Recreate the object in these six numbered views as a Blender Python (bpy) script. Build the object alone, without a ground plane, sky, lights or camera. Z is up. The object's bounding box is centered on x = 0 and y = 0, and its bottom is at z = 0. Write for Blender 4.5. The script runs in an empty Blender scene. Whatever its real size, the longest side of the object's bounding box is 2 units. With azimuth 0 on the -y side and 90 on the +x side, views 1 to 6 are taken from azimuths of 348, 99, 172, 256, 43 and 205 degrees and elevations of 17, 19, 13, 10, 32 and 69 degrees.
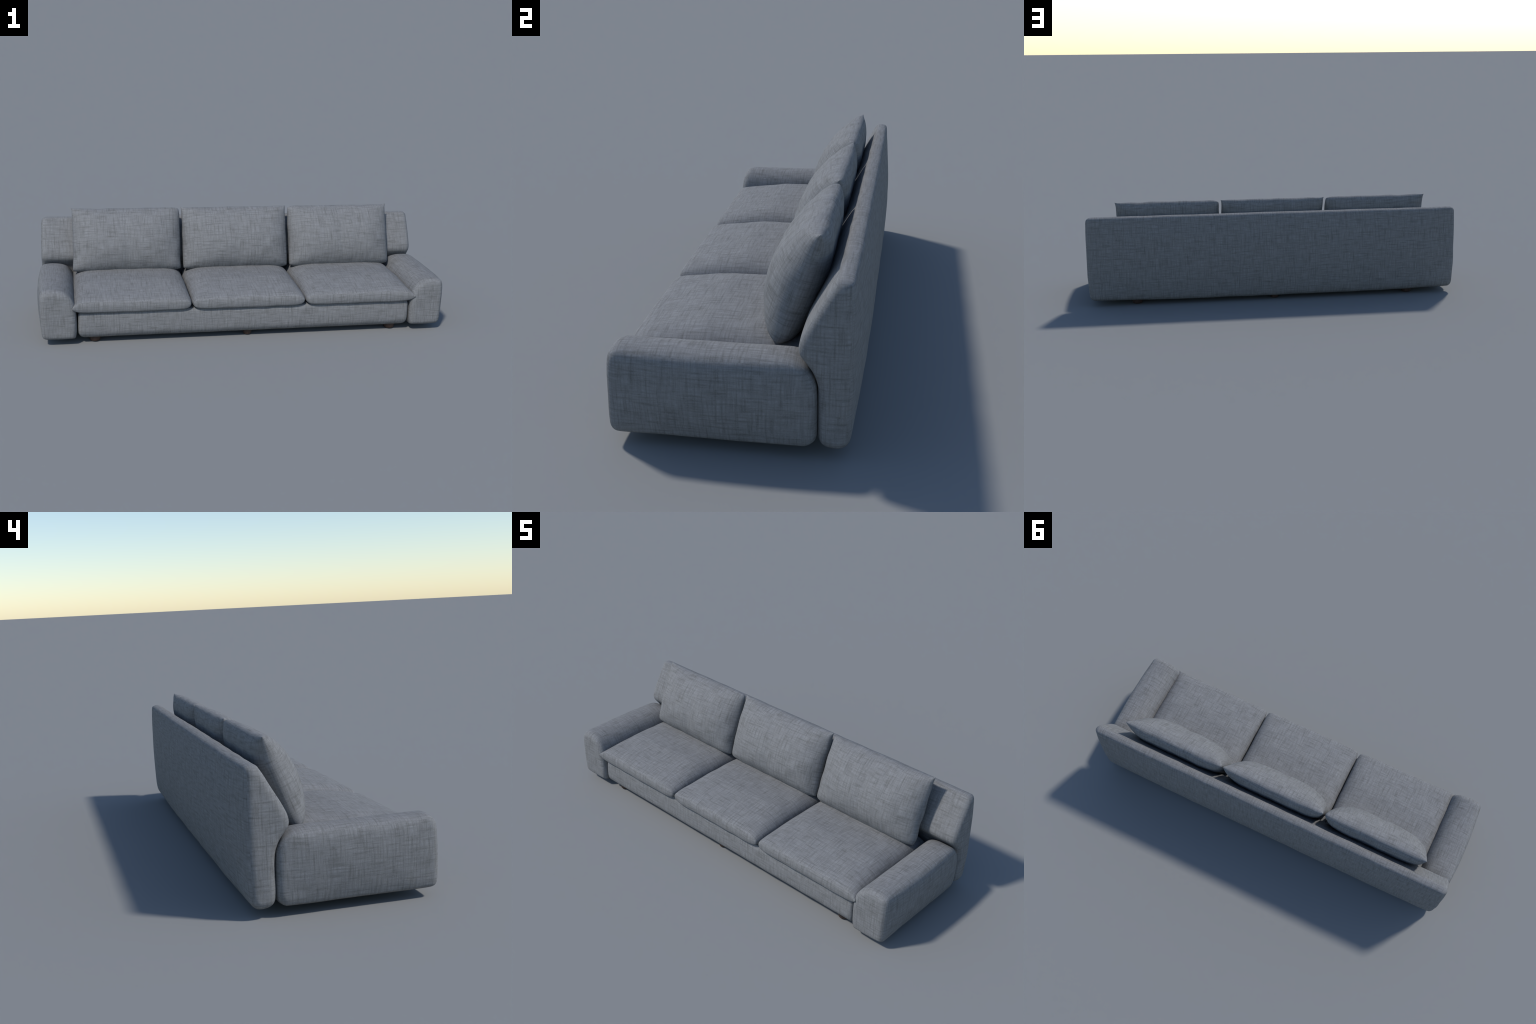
"""A long three-seat upholstered sofa: plinth base on short wooden feet, low boxy
arms, a high wedge-shaped back panel, three seat cushions and three back cushions.
Metres, z up, front of the sofa towards -y."""
import math
import bpy
import numpy as np
from mathutils import Vector, noise

# ------------------------------------------------------------------ materials


class Nodes:
    """Tiny helper that adds nodes and links to one material."""

    def __init__(self, name):
        self.mat = bpy.data.materials.new(name)
        self.mat.use_nodes = True
        self.tree = self.mat.node_tree
        self.bsdf = self.tree.nodes["Principled BSDF"]

    def put(self, socket, value):
        if isinstance(value, bpy.types.NodeSocket):
            self.tree.links.new(value, socket)
        else:
            socket.default_value = value

    def math(self, op, a, b=0.0, c=0.0):
        n = self.tree.nodes.new("ShaderNodeMath")
        n.operation = op
        for i, v in enumerate((a, b, c)):
            self.put(n.inputs[i], v)
        return n.outputs[0]

    def xyz(self, x, y, z=0.0):
        n = self.tree.nodes.new("ShaderNodeCombineXYZ")
        for i, v in enumerate((x, y, z)):
            self.put(n.inputs[i], v)
        return n.outputs[0]

    def split(self, v):
        n = self.tree.nodes.new("ShaderNodeSeparateXYZ")
        self.put(n.inputs[0], v)
        return n.outputs

    def noise(self, vec, scale=1.0, detail=2.0, rough=0.5, dims="2D"):
        n = self.tree.nodes.new("ShaderNodeTexNoise")
        n.noise_dimensions = dims
        self.put(n.inputs["Vector"], vec)
        n.inputs["Scale"].default_value = scale
        n.inputs["Detail"].default_value = detail
        n.inputs["Roughness"].default_value = rough
        return n.outputs["Fac"]

    def ramp(self, fac, stops):
        n = self.tree.nodes.new("ShaderNodeValToRGB")
        e = n.color_ramp.elements
        while len(e) < len(stops):
            e.new(0.5)
        for k, (p, c) in zip(e, stops):
            k.position, k.color = p, (*c, 1)
        self.put(n.inputs[0], fac)
        return n.outputs[0]


def woven_fabric(name):
    """Grey slub weave: long uneven threads running both ways over each face."""
    m = Nodes(name)
    tc = m.tree.nodes.new("ShaderNodeTexCoord")
    x, y, z = m.split(tc.outputs["Object"])
    nx, ny, nz = (m.math("ABSOLUTE", s) for s in m.split(tc.outputs["Normal"]))
    # cloth is laid on the side each surface faces most: u runs along, v runs up or back
    side = m.math("MULTIPLY", m.math("GREATER_THAN", nx, ny), m.math("GREATER_THAN", nx, nz))
    top = m.math("MULTIPLY", m.math("GREATER_THAN", nz, ny), m.math("SUBTRACT", 1.0, side))
    rnd = m.tree.nodes.new("ShaderNodeObjectInfo").outputs["Random"]

    def choose(flag, a, b):
        return m.math("ADD", m.math("MULTIPLY", flag, a), m.math("MULTIPLY", m.math("SUBTRACT", 1.0, flag), b))

    u = m.math("ADD", choose(side, y, x), m.math("MULTIPLY", rnd, 37.0))
    v = m.math("ADD", choose(top, y, z), m.math("MULTIPLY", rnd, 11.0))
    # threads wander a little
    wander = m.noise(m.xyz(u, v), 14.0, 1.0)
    wu = m.math("MULTIPLY_ADD", wander, 0.004, u)
    wv = m.math("MULTIPLY_ADD", wander, 0.004, v)
    def threads(pitch, length, detail):
        across, along = 1.0 / pitch, 1.0 / length
        warp = m.noise(m.xyz(m.math("MULTIPLY", wu, across), m.math("MULTIPLY", wv, along)), 1.0, detail)
        weft = m.noise(m.xyz(m.math("MULTIPLY", wu, along), m.math("MULTIPLY", wv, across)), 1.0, detail)
        return warp, weft

    warp, weft = threads(0.0047, 0.060, 1.0)
    total = m.math("MULTIPLY", m.math("ADD", warp, weft), 0.20)
    # whichever thread is darker shows on top
    total = m.math("MULTIPLY_ADD", m.math("MINIMUM", warp, weft), 0.40, total)
    total = m.math("MULTIPLY_ADD", m.math("MINIMUM", *threads(0.0088, 0.10, 0.0)), 0.34, total)
    total = m.math("MULTIPLY_ADD", m.noise(m.xyz(u, v), 22.0, 2.0), 0.06, total)
    total = m.math("MULTIPLY_ADD", m.noise(m.xyz(u, v), 300.0, 1.0), 0.22, total)
    # total is centred on 0.68
    level = m.math("MULTIPLY_ADD", m.math("SUBTRACT", total, 0.68), 0.98, 0.5)
    colour = m.ramp(level, [(0.05, FABRIC_DARK), (0.5, FABRIC_MID), (0.95, FABRIC_LIGHT)])
    m.put(m.bsdf.inputs["Base Color"], colour)
    m.bsdf.inputs["Roughness"].default_value = 0.92
    m.bsdf.inputs["Specular IOR Level"].default_value = 0.15
    bump = m.tree.nodes.new("ShaderNodeBump")
    bump.inputs["Strength"].default_value = 0.25
    bump.inputs["Distance"].default_value = 0.002
    m.put(bump.inputs["Height"], total)
    m.put(m.bsdf.inputs["Normal"], bump.outputs[0])
    return m.mat


FABRIC_DARK = (0.097, 0.096, 0.091)
FABRIC_MID = (0.193, 0.195, 0.198)
FABRIC_LIGHT = (0.272, 0.277, 0.286)


def dark_wood(name):
    m = Nodes(name)
    tc = m.tree.nodes.new("ShaderNodeTexCoord")
    x, y, z = m.split(tc.outputs["Object"])
    g = m.noise(m.xyz(m.math("MULTIPLY", x, 160.0), m.math("MULTIPLY", y, 160.0), m.math("MULTIPLY", z, 25.0)), 1.0, 3.0, dims="3D")
    m.put(m.bsdf.inputs["Base Color"], m.ramp(g, [(0.3, (0.028, 0.015, 0.011)), (0.7, (0.050, 0.028, 0.020))]))
    m.bsdf.inputs["Roughness"].default_value = 0.55
    return m.mat


# ------------------------------------------------------------------ soft solids


def smooth_loop(points, per=6):
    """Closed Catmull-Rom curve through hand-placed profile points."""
    p = np.array(points, float)
    n, out = len(p), []
    for i in range(n):
        a, b, c, d = p[i - 1], p[i], p[(i + 1) % n], p[(i + 2) % n]
        for t in np.arange(per) / per:
            out.append(0.5 * (2 * b + (c - a) * t + (2 * a - 5 * b + 4 * c - d) * t * t + (3 * b - a - 3 * c + d) * t ** 3))
    return np.array(out)


def profile_distance(loop, px, py):
    """Signed distance of points from a closed profile, negative inside."""
    best, inside = np.full(px.shape, 1e9), np.zeros(px.shape, bool)
    for a, b in zip(loop, np.roll(loop, -1, 0)):
        e = b - a
        wx, wy = px - a[0], py - a[1]
        t = np.clip((wx * e[0] + wy * e[1]) / (e @ e + 1e-12), 0, 1)
        best = np.minimum(best, (wx - t * e[0]) ** 2 + (wy - t * e[1]) ** 2)
        if a[1] != b[1]:
            inside ^= ((a[1] > py) != (b[1] > py)) & (px < (b[0] - a[0]) * (py - a[1]) / (b[1] - a[1]) + a[0])
    return np.sqrt(best) * np.where(inside, -1, 1)


def filleted(a, b, r):
    """Intersection of two solids with a rolled edge of radius r."""
    return np.minimum(np.maximum(a + r, b + r), 0) + np.hypot(np.maximum(a + r, 0), np.maximum(b + r, 0)) - r


def skin_of(solid, lo, hi, step):
    """Quad skin of an implicit solid (surface net), snapped onto the exact surface."""
    ax = [np.arange(l - 1.5 * step, h + 2.5 * step, step) for l, h in zip(lo, hi)]
    X, Y, Z = np.meshgrid(*ax, indexing="ij")
    V = solid(X.ravel(), Y.ravel(), Z.ravel()).reshape(X.shape)
    S, shape = V < 0, np.array(V.shape) - 1
    acc, cnt = np.zeros((*shape, 3)), np.zeros(shape)
    crossings = []
    for k in range(3):
        lo_s, hi_s = [slice(None)] * 3, [slice(None)] * 3
        lo_s[k], hi_s[k] = slice(None, -1), slice(1, None)
        va, vb = V[tuple(lo_s)], V[tuple(hi_s)]
        idx = np.argwhere((va < 0) != (vb < 0))
        t = va[tuple(idx.T)] / (va[tuple(idx.T)] - vb[tuple(idx.T)])
        pos = idx.astype(float)
        pos[:, k] += t
        i, j = (k + 1) % 3, (k + 2) % 3
        ring = []
        for di, dj in ((0, 0), (-1, 0), (-1, -1), (0, -1)):
            c = idx.copy()
            c[:, i] += di
            c[:, j] += dj
            np.add.at(acc, tuple(c.T), pos)
            np.add.at(cnt, tuple(c.T), 1)
            ring.append(c)
        crossings.append((ring, S[tuple(idx.T)]))
    used = cnt > 0
    number = np.full(shape, -1)
    number[used] = np.arange(used.sum())
    P = acc[used] / cnt[used][:, None] * step + np.array([a[0] for a in ax])
    faces = []
    for ring, out in crossings:
        q = np.stack([number[tuple(c.T)] for c in ring], 1)
        faces.append(np.where(out[:, None], q, q[:, ::-1]))
    e = 1e-4
    for _ in range(3):
        d = solid(*P.T)
        g = np.stack([solid(*(P + e * np.eye(3)[k]).T) - d for k in range(3)], 1) / e
        g /= np.maximum((g * g).sum(1), 0.25)[:, None]
        P -= np.clip(d[:, None] * g, -step, step)
    return P, np.vstack(faces)


def ruffle(P, amount, size, seed, along=None):
    """Slight unevenness of padding and cloth."""
    off = Vector((seed * 3.7, seed * 1.3, seed * 2.1))
    k = np.array([[noise.noise(Vector(p) / size + off + Vector((7.1 * c, 0, 0))) for c in range(3)] for p in P])
    return P + amount * k if along is None else P + amount * k[:, :1] * along


def add_part(name, P, faces, material, parent, origin=(0, 0, 0), tilt=0.0):
    me = bpy.data.meshes.new(name)
    P = np.asarray(P, float)
    me.from_pydata(P.tolist(), [], [list(map(int, f)) for f in faces])
    me.materials.append(material)
    me.shade_smooth()
    me.update()
    return place(name, me, parent, origin, tilt)


def place(name, me, parent, origin=(0, 0, 0), tilt=0.0):
    ob = bpy.data.objects.new(name, me)
    bpy.context.scene.collection.objects.link(ob)
    ob.parent = parent
    ob.location = origin
    ob.rotation_euler = (tilt, 0, 0)
    return ob


# ------------------------------------------------------------------ frame parts

BACK_PROFILE = [  # (y, z), clockwise from the top front edge
    (0.2495, 0.462), (0.256, 0.4705), (0.272, 0.4735), (0.288, 0.470), (0.2955, 0.461),
    (0.298, 0.43), (0.300, 0.36), (0.301, 0.27), (0.3005, 0.18), (0.299, 0.11), (0.297, 0.07),
    (0.291, 0.045), (0.277, 0.031), (0.255, 0.028), (0.231, 0.034), (0.218, 0.049), (0.214, 0.075),
    (0.214, 0.13), (0.2135, 0.18), (0.2095, 0.208), (0.198, 0.235), (0.181, 0.258), (0.169, 0.274),
    (0.1645, 0.290), (0.1680, 0.312), (0.180, 0.340), (0.203, 0.383), (0.232, 0.435)]

ARM_SECTION = [  # (x, z) of the right arm at its ends, before the outer side swells
    (0.831, 0.028), (0.87, 0.026), (0.92, 0.026), (0.956, 0.028), (0.972, 0.034), (0.980, 0.05),
    (0.983, 0.09), (0.985, 0.15), (0.985, 0.210), (0.983, 0.240), (0.975, 0.2565), (0.957, 0.2655),
    (0.930, 0.2685), (0.902, 0.266), (0.876, 0.257), (0.855, 0.242), (0.838, 0.220), (0.826, 0.192),
    (0.8205, 0.15), (0.819, 0.10), (0.820, 0.06), (0.825, 0.034)]

ARM_SIDE = [  # (y, z): front and rear ends, the rear top rolled back under the back panel
    (-0.308, 0.022), (-0.3145, 0.036), (-0.3165, 0.08), (-0.3165, 0.16), (-0.314, 0.225), (-0.308, 0.258), (-0.296, 0.279), (-0.270, 0.291),
    (-0.2, 0.295), (0.0, 0.297), (0.09, 0.295), (0.137, 0.282), (0.170, 0.260), (0.194, 0.234), (0.208, 0.206),
    (0.2125, 0.17), (0.2130, 0.10), (0.2125, 0.06), (0.204, 0.036), (0.19, 0.014), (0.1, 0.010), (-0.2, 0.010), (-0.28, 0.010)]


def build_back(parent, cloth):
    loop = smooth_loop(BACK_PROFILE)

    def solid(x, y, z):
        middle = np.clip(1 - np.abs(x / 0.97) ** 5, 0, 1)
        swell = 0.017 * middle * np.clip((y - 0.24) / 0.06, 0, 1.2) * np.clip(1 - ((z - 0.25) / 0.23) ** 2, 0, 1)
        sag = 0.009 * middle ** 2 * np.clip((0.12 - z) / 0.09, 0, 1)
        end = 0.985 - 0.006 * np.clip((0.16 - z) / 0.12, 0, 1) - 0.003 * np.clip((z - 0.36) / 0.1, 0, 1)
        return filleted(profile_distance(loop, y - swell, z + sag), np.abs(x) - end, 0.027)

    P, F = skin_of(solid, (-0.99, 0.16, 0.012), (0.99, 0.335, 0.48), 0.0075)
    add_part("backrest", ruffle(P, 0.0016, 0.09, 1), F, cloth, parent)


def build_arms(parent, cloth):
    section, side = smooth_loop(ARM_SECTION), smooth_loop(ARM_SIDE)

    def solid(x, y, z):
        swell = np.clip(1 - ((y + 0.045) / 0.265) ** 2, 0, 1) * np.clip(1 - ((z - 0.175) / 0.125) ** 2, 0, 1)
        x = x - 0.016 * swell * np.clip((x - 0.90) / 0.07, 0, 1)
        return filleted(profile_distance(section, x, z), profile_distance(side, y, z), 0.024)

    P, F = skin_of(solid, (0.81, -0.322, 0.02), (1.002, 0.22, 0.28), 0.0065)
    for s in (1, -1):
        Q = ruffle(P, 0.0012, 0.08, 5 + s) * (s, 1, 1)
        centre = np.array((0.91 * s, -0.045, 0.03))
        add_part("armrest", Q - centre, F[:, ::s], cloth, parent, centre)


def build_base(parent, cloth):
    hx, hy, z0, z1, r = 0.8135, 0.25, 0.021, 0.156, 0.042
    cy, cz = -0.047, (z0 + z1) / 2

    def solid(x, y, z):
        belly = 0.004 * np.clip(1 - ((z - cz) / 0.06) ** 2, 0, 1)
        rim = filleted(np.abs(x) - hx, np.abs(y - cy) - hy - belly, 0.016)
        return filleted(filleted(rim, z0 - z, r), z - z1, 0.014)

    P, F = skin_of(solid, (-hx, cy - hy - .01, z0), (hx, cy + hy + .01, z1), 0.0085)
    add_part("base", ruffle(P, 0.0012, 0.07, 9), F, cloth, parent)


def build_feet(parent, wood):
    rings = [(0.0, 0.0), (0.62, 0.0), (0.76, 0.0012), (0.82, 0.004), (0.92, 0.020), (1.0, 0.045)]
    n, verts, faces = 32, [], []
    for k, (r, z) in enumerate(rings[1:]):
        verts += [(r * math.cos(math.tau * i / n), r * math.sin(math.tau * i / n), z) for i in range(n)]
        if k:
            faces += [(n * (k - 1) + i, n * (k - 1) + (i + 1) % n, n * k + (i + 1) % n, n * k + i) for i in range(n)]
    faces += [list(range(n))[::-1], [n * (len(rings) - 2) + i for i in range(n)]]
    for front in (-0.262, 0.252):
        for x, r in ((-0.735, 0.0305), (0.0, 0.024), (0.735, 0.0315)):
            y = front - math.copysign(0.5 * r, front)
            add_part("foot", np.array(verts) * (r, r, 1), faces, wood, parent, (x, y, 0))


# ------------------------------------------------------------------ cushions


def spread(n, power=1.0):
    """-1..1, crowded towards both ends."""
    t = np.linspace(-1, 1, n)
    return (1 - power) * t + power * np.sin(t * math.pi / 2)


def cushion_mesh(outline, front, rear, nu=72, nv=56):
    """Two cloth panels sewn along their shared rim. outline(u, v) -> in-plane (a, b);
    front and rear(u, v) give how far each panel stands off the rim plane."""
    us, vs = spread(nu, 0.85), spread(nv, 0.85)
    U, V = np.meshgrid(us, vs, indexing="ij")
    A, B = outline(U, V)
    rim = (np.abs(U) > 1 - 1e-9) | (np.abs(V) > 1 - 1e-9)
    f = np.arange(nu * nv).reshape(nu, nv)
    r = f.copy()
    r[~rim] = nu * nv + np.arange((~rim).sum())
    P = np.vstack([np.stack([A, B, np.where(rim, 0, front(U, V))], -1).reshape(-1, 3),
                   np.stack([A, B, -rear(U, V)], -1)[~rim]])
    quads = lambda g: np.stack([g[:-1, :-1], g[1:, :-1], g[1:, 1:], g[:-1, 1:]], -1).reshape(-1, 4)
    return P, np.vstack([quads(f), quads(r)[:, ::-1]])


def puff(t, n, e):
    return np.clip(1 - np.abs(t) ** n, 0, 1) ** e


def rim_outline(half_a, half_b, pinch, ears, soft, sag=0.0):
    """Rectangle whose sides pull in between the corners; sag lowers the
    middle of the near side; ears = corner tips on the
    (left, right) side, soft = rounding of the corners without tips."""
    def outline(u, v):
        ear = np.where(u > 0, ears[1], ears[0]) * (v > 0 if sag else 1)
        corner = np.abs(u * v) ** 14
        a = half_a * u * (1 - pinch * (1 - v ** 4) / half_a)
        b = half_b * v * (1 - 0.7 * pinch * (1 - u ** 4) / half_b)
        out = np.where(ear > 0, ear * corner ** 1.6, -soft * corner * np.where((v < 0) & (sag > 0), 0.4, 1.0))
        b = b - sag * np.clip(-v, 0, 1) ** 3 * (1 - u ** 6)
        return a + np.sign(u) * out, b + np.sign(v) * out
    return outline


def build_seat_cushions(parent, cloth):
    y0, y1, seam = -0.316, 0.19, 0.183
    cy, hb = (y0 + y1) / 2, (y1 - y0) / 2
    for n, (cx, ha, ears) in enumerate(((-0.5565, 0.2775, (0.006, 0)), (0.0, 0.2775, (0, 0)), (0.5565, 0.2775, (0, 0.006)))):
        def top(u, v):
            rise = 0.021 + 0.046 * np.clip((v + 1) / 0.8, 0, 1) ** 0.62
            rise = rise * (1 - 0.25 * np.clip((v - 0.55) / 0.45, 0, 1))
            return rise * puff(u, 6.0 + 6.0 * np.clip(-v, 0, 1) ** 3, 0.54) * puff(v, 60, 0.4)

        def under(u, v):
            return 0.029 * puff(u, 12, 0.45) * puff(v, 50, 0.4)

        P, F = cushion_mesh(rim_outline(ha, hb, 0.001, ears, 0.007), top, under)
        P = ruffle(P, 0.0022, 0.07, 20 + n)
        add_part("seat_cushion", P, F, cloth, parent, (cx, cy, seam))


def build_back_cushions(parent, cloth):
    foot, head = np.array((0.090, 0.236)), np.array((0.199, 0.532))
    mid, length = (foot + head) / 2, np.linalg.norm(head - foot)
    tilt = math.atan2(head[1] - foot[1], head[0] - foot[0])
    for n, (cx, ha, ears) in enumerate(((-0.557, 0.272, (0.004, 0.0)), (0.0, 0.275, (0.003, 0.003)), (0.557, 0.272, (0.0, 0.004)))):
        def tuck(u, v):  # shallow vertical dent down the middle
            return 1 - 0.055 * np.exp(-(u / 0.09) ** 2) * (0.6 - 0.4 * v)

        def sides(u, v, n):  # full corners, softer towards mid height
            return puff(u, n + 6 * v ** 6, 0.56 - 0.10 * v ** 4)

        def front(u, v):
            return 0.095 * sides(u, v, 3.4) * puff(v + 0.15 * (1 - v * v), 2.1, 0.58) * tuck(u, v)

        def rear(u, v):  # plump below, drawn thin towards the top seam
            return 0.060 * sides(u, v, 6.0) * np.where(v > 0, puff(v, 2.2, 0.58), puff(v, 6.0, 0.7)) * tuck(u, v)

        P, F = cushion_mesh(rim_outline(ha, length / 2, 0.001, ears, 0.007, sag=0.010), front, rear)
        P = ruffle(P, 0.0028, 0.06, 40 + n)
        add_part("back_cushion", P, F, cloth, parent, (cx, *mid), tilt)


# ------------------------------------------------------------------ assembly

sofa = bpy.data.objects.new("sofa", None)
bpy.context.scene.collection.objects.link(sofa)
sofa["label"] = "long low grey woven fabric three-seat sofa with cushions"
sofa["category"] = "sofa"

fabric, wood = woven_fabric("grey_woven_fabric"), dark_wood("dark_brown_wood")
build_back(sofa, fabric)
build_arms(sofa, fabric)
build_base(sofa, fabric)
build_feet(sofa, wood)
build_seat_cushions(sofa, fabric)
build_back_cushions(sofa, fabric)
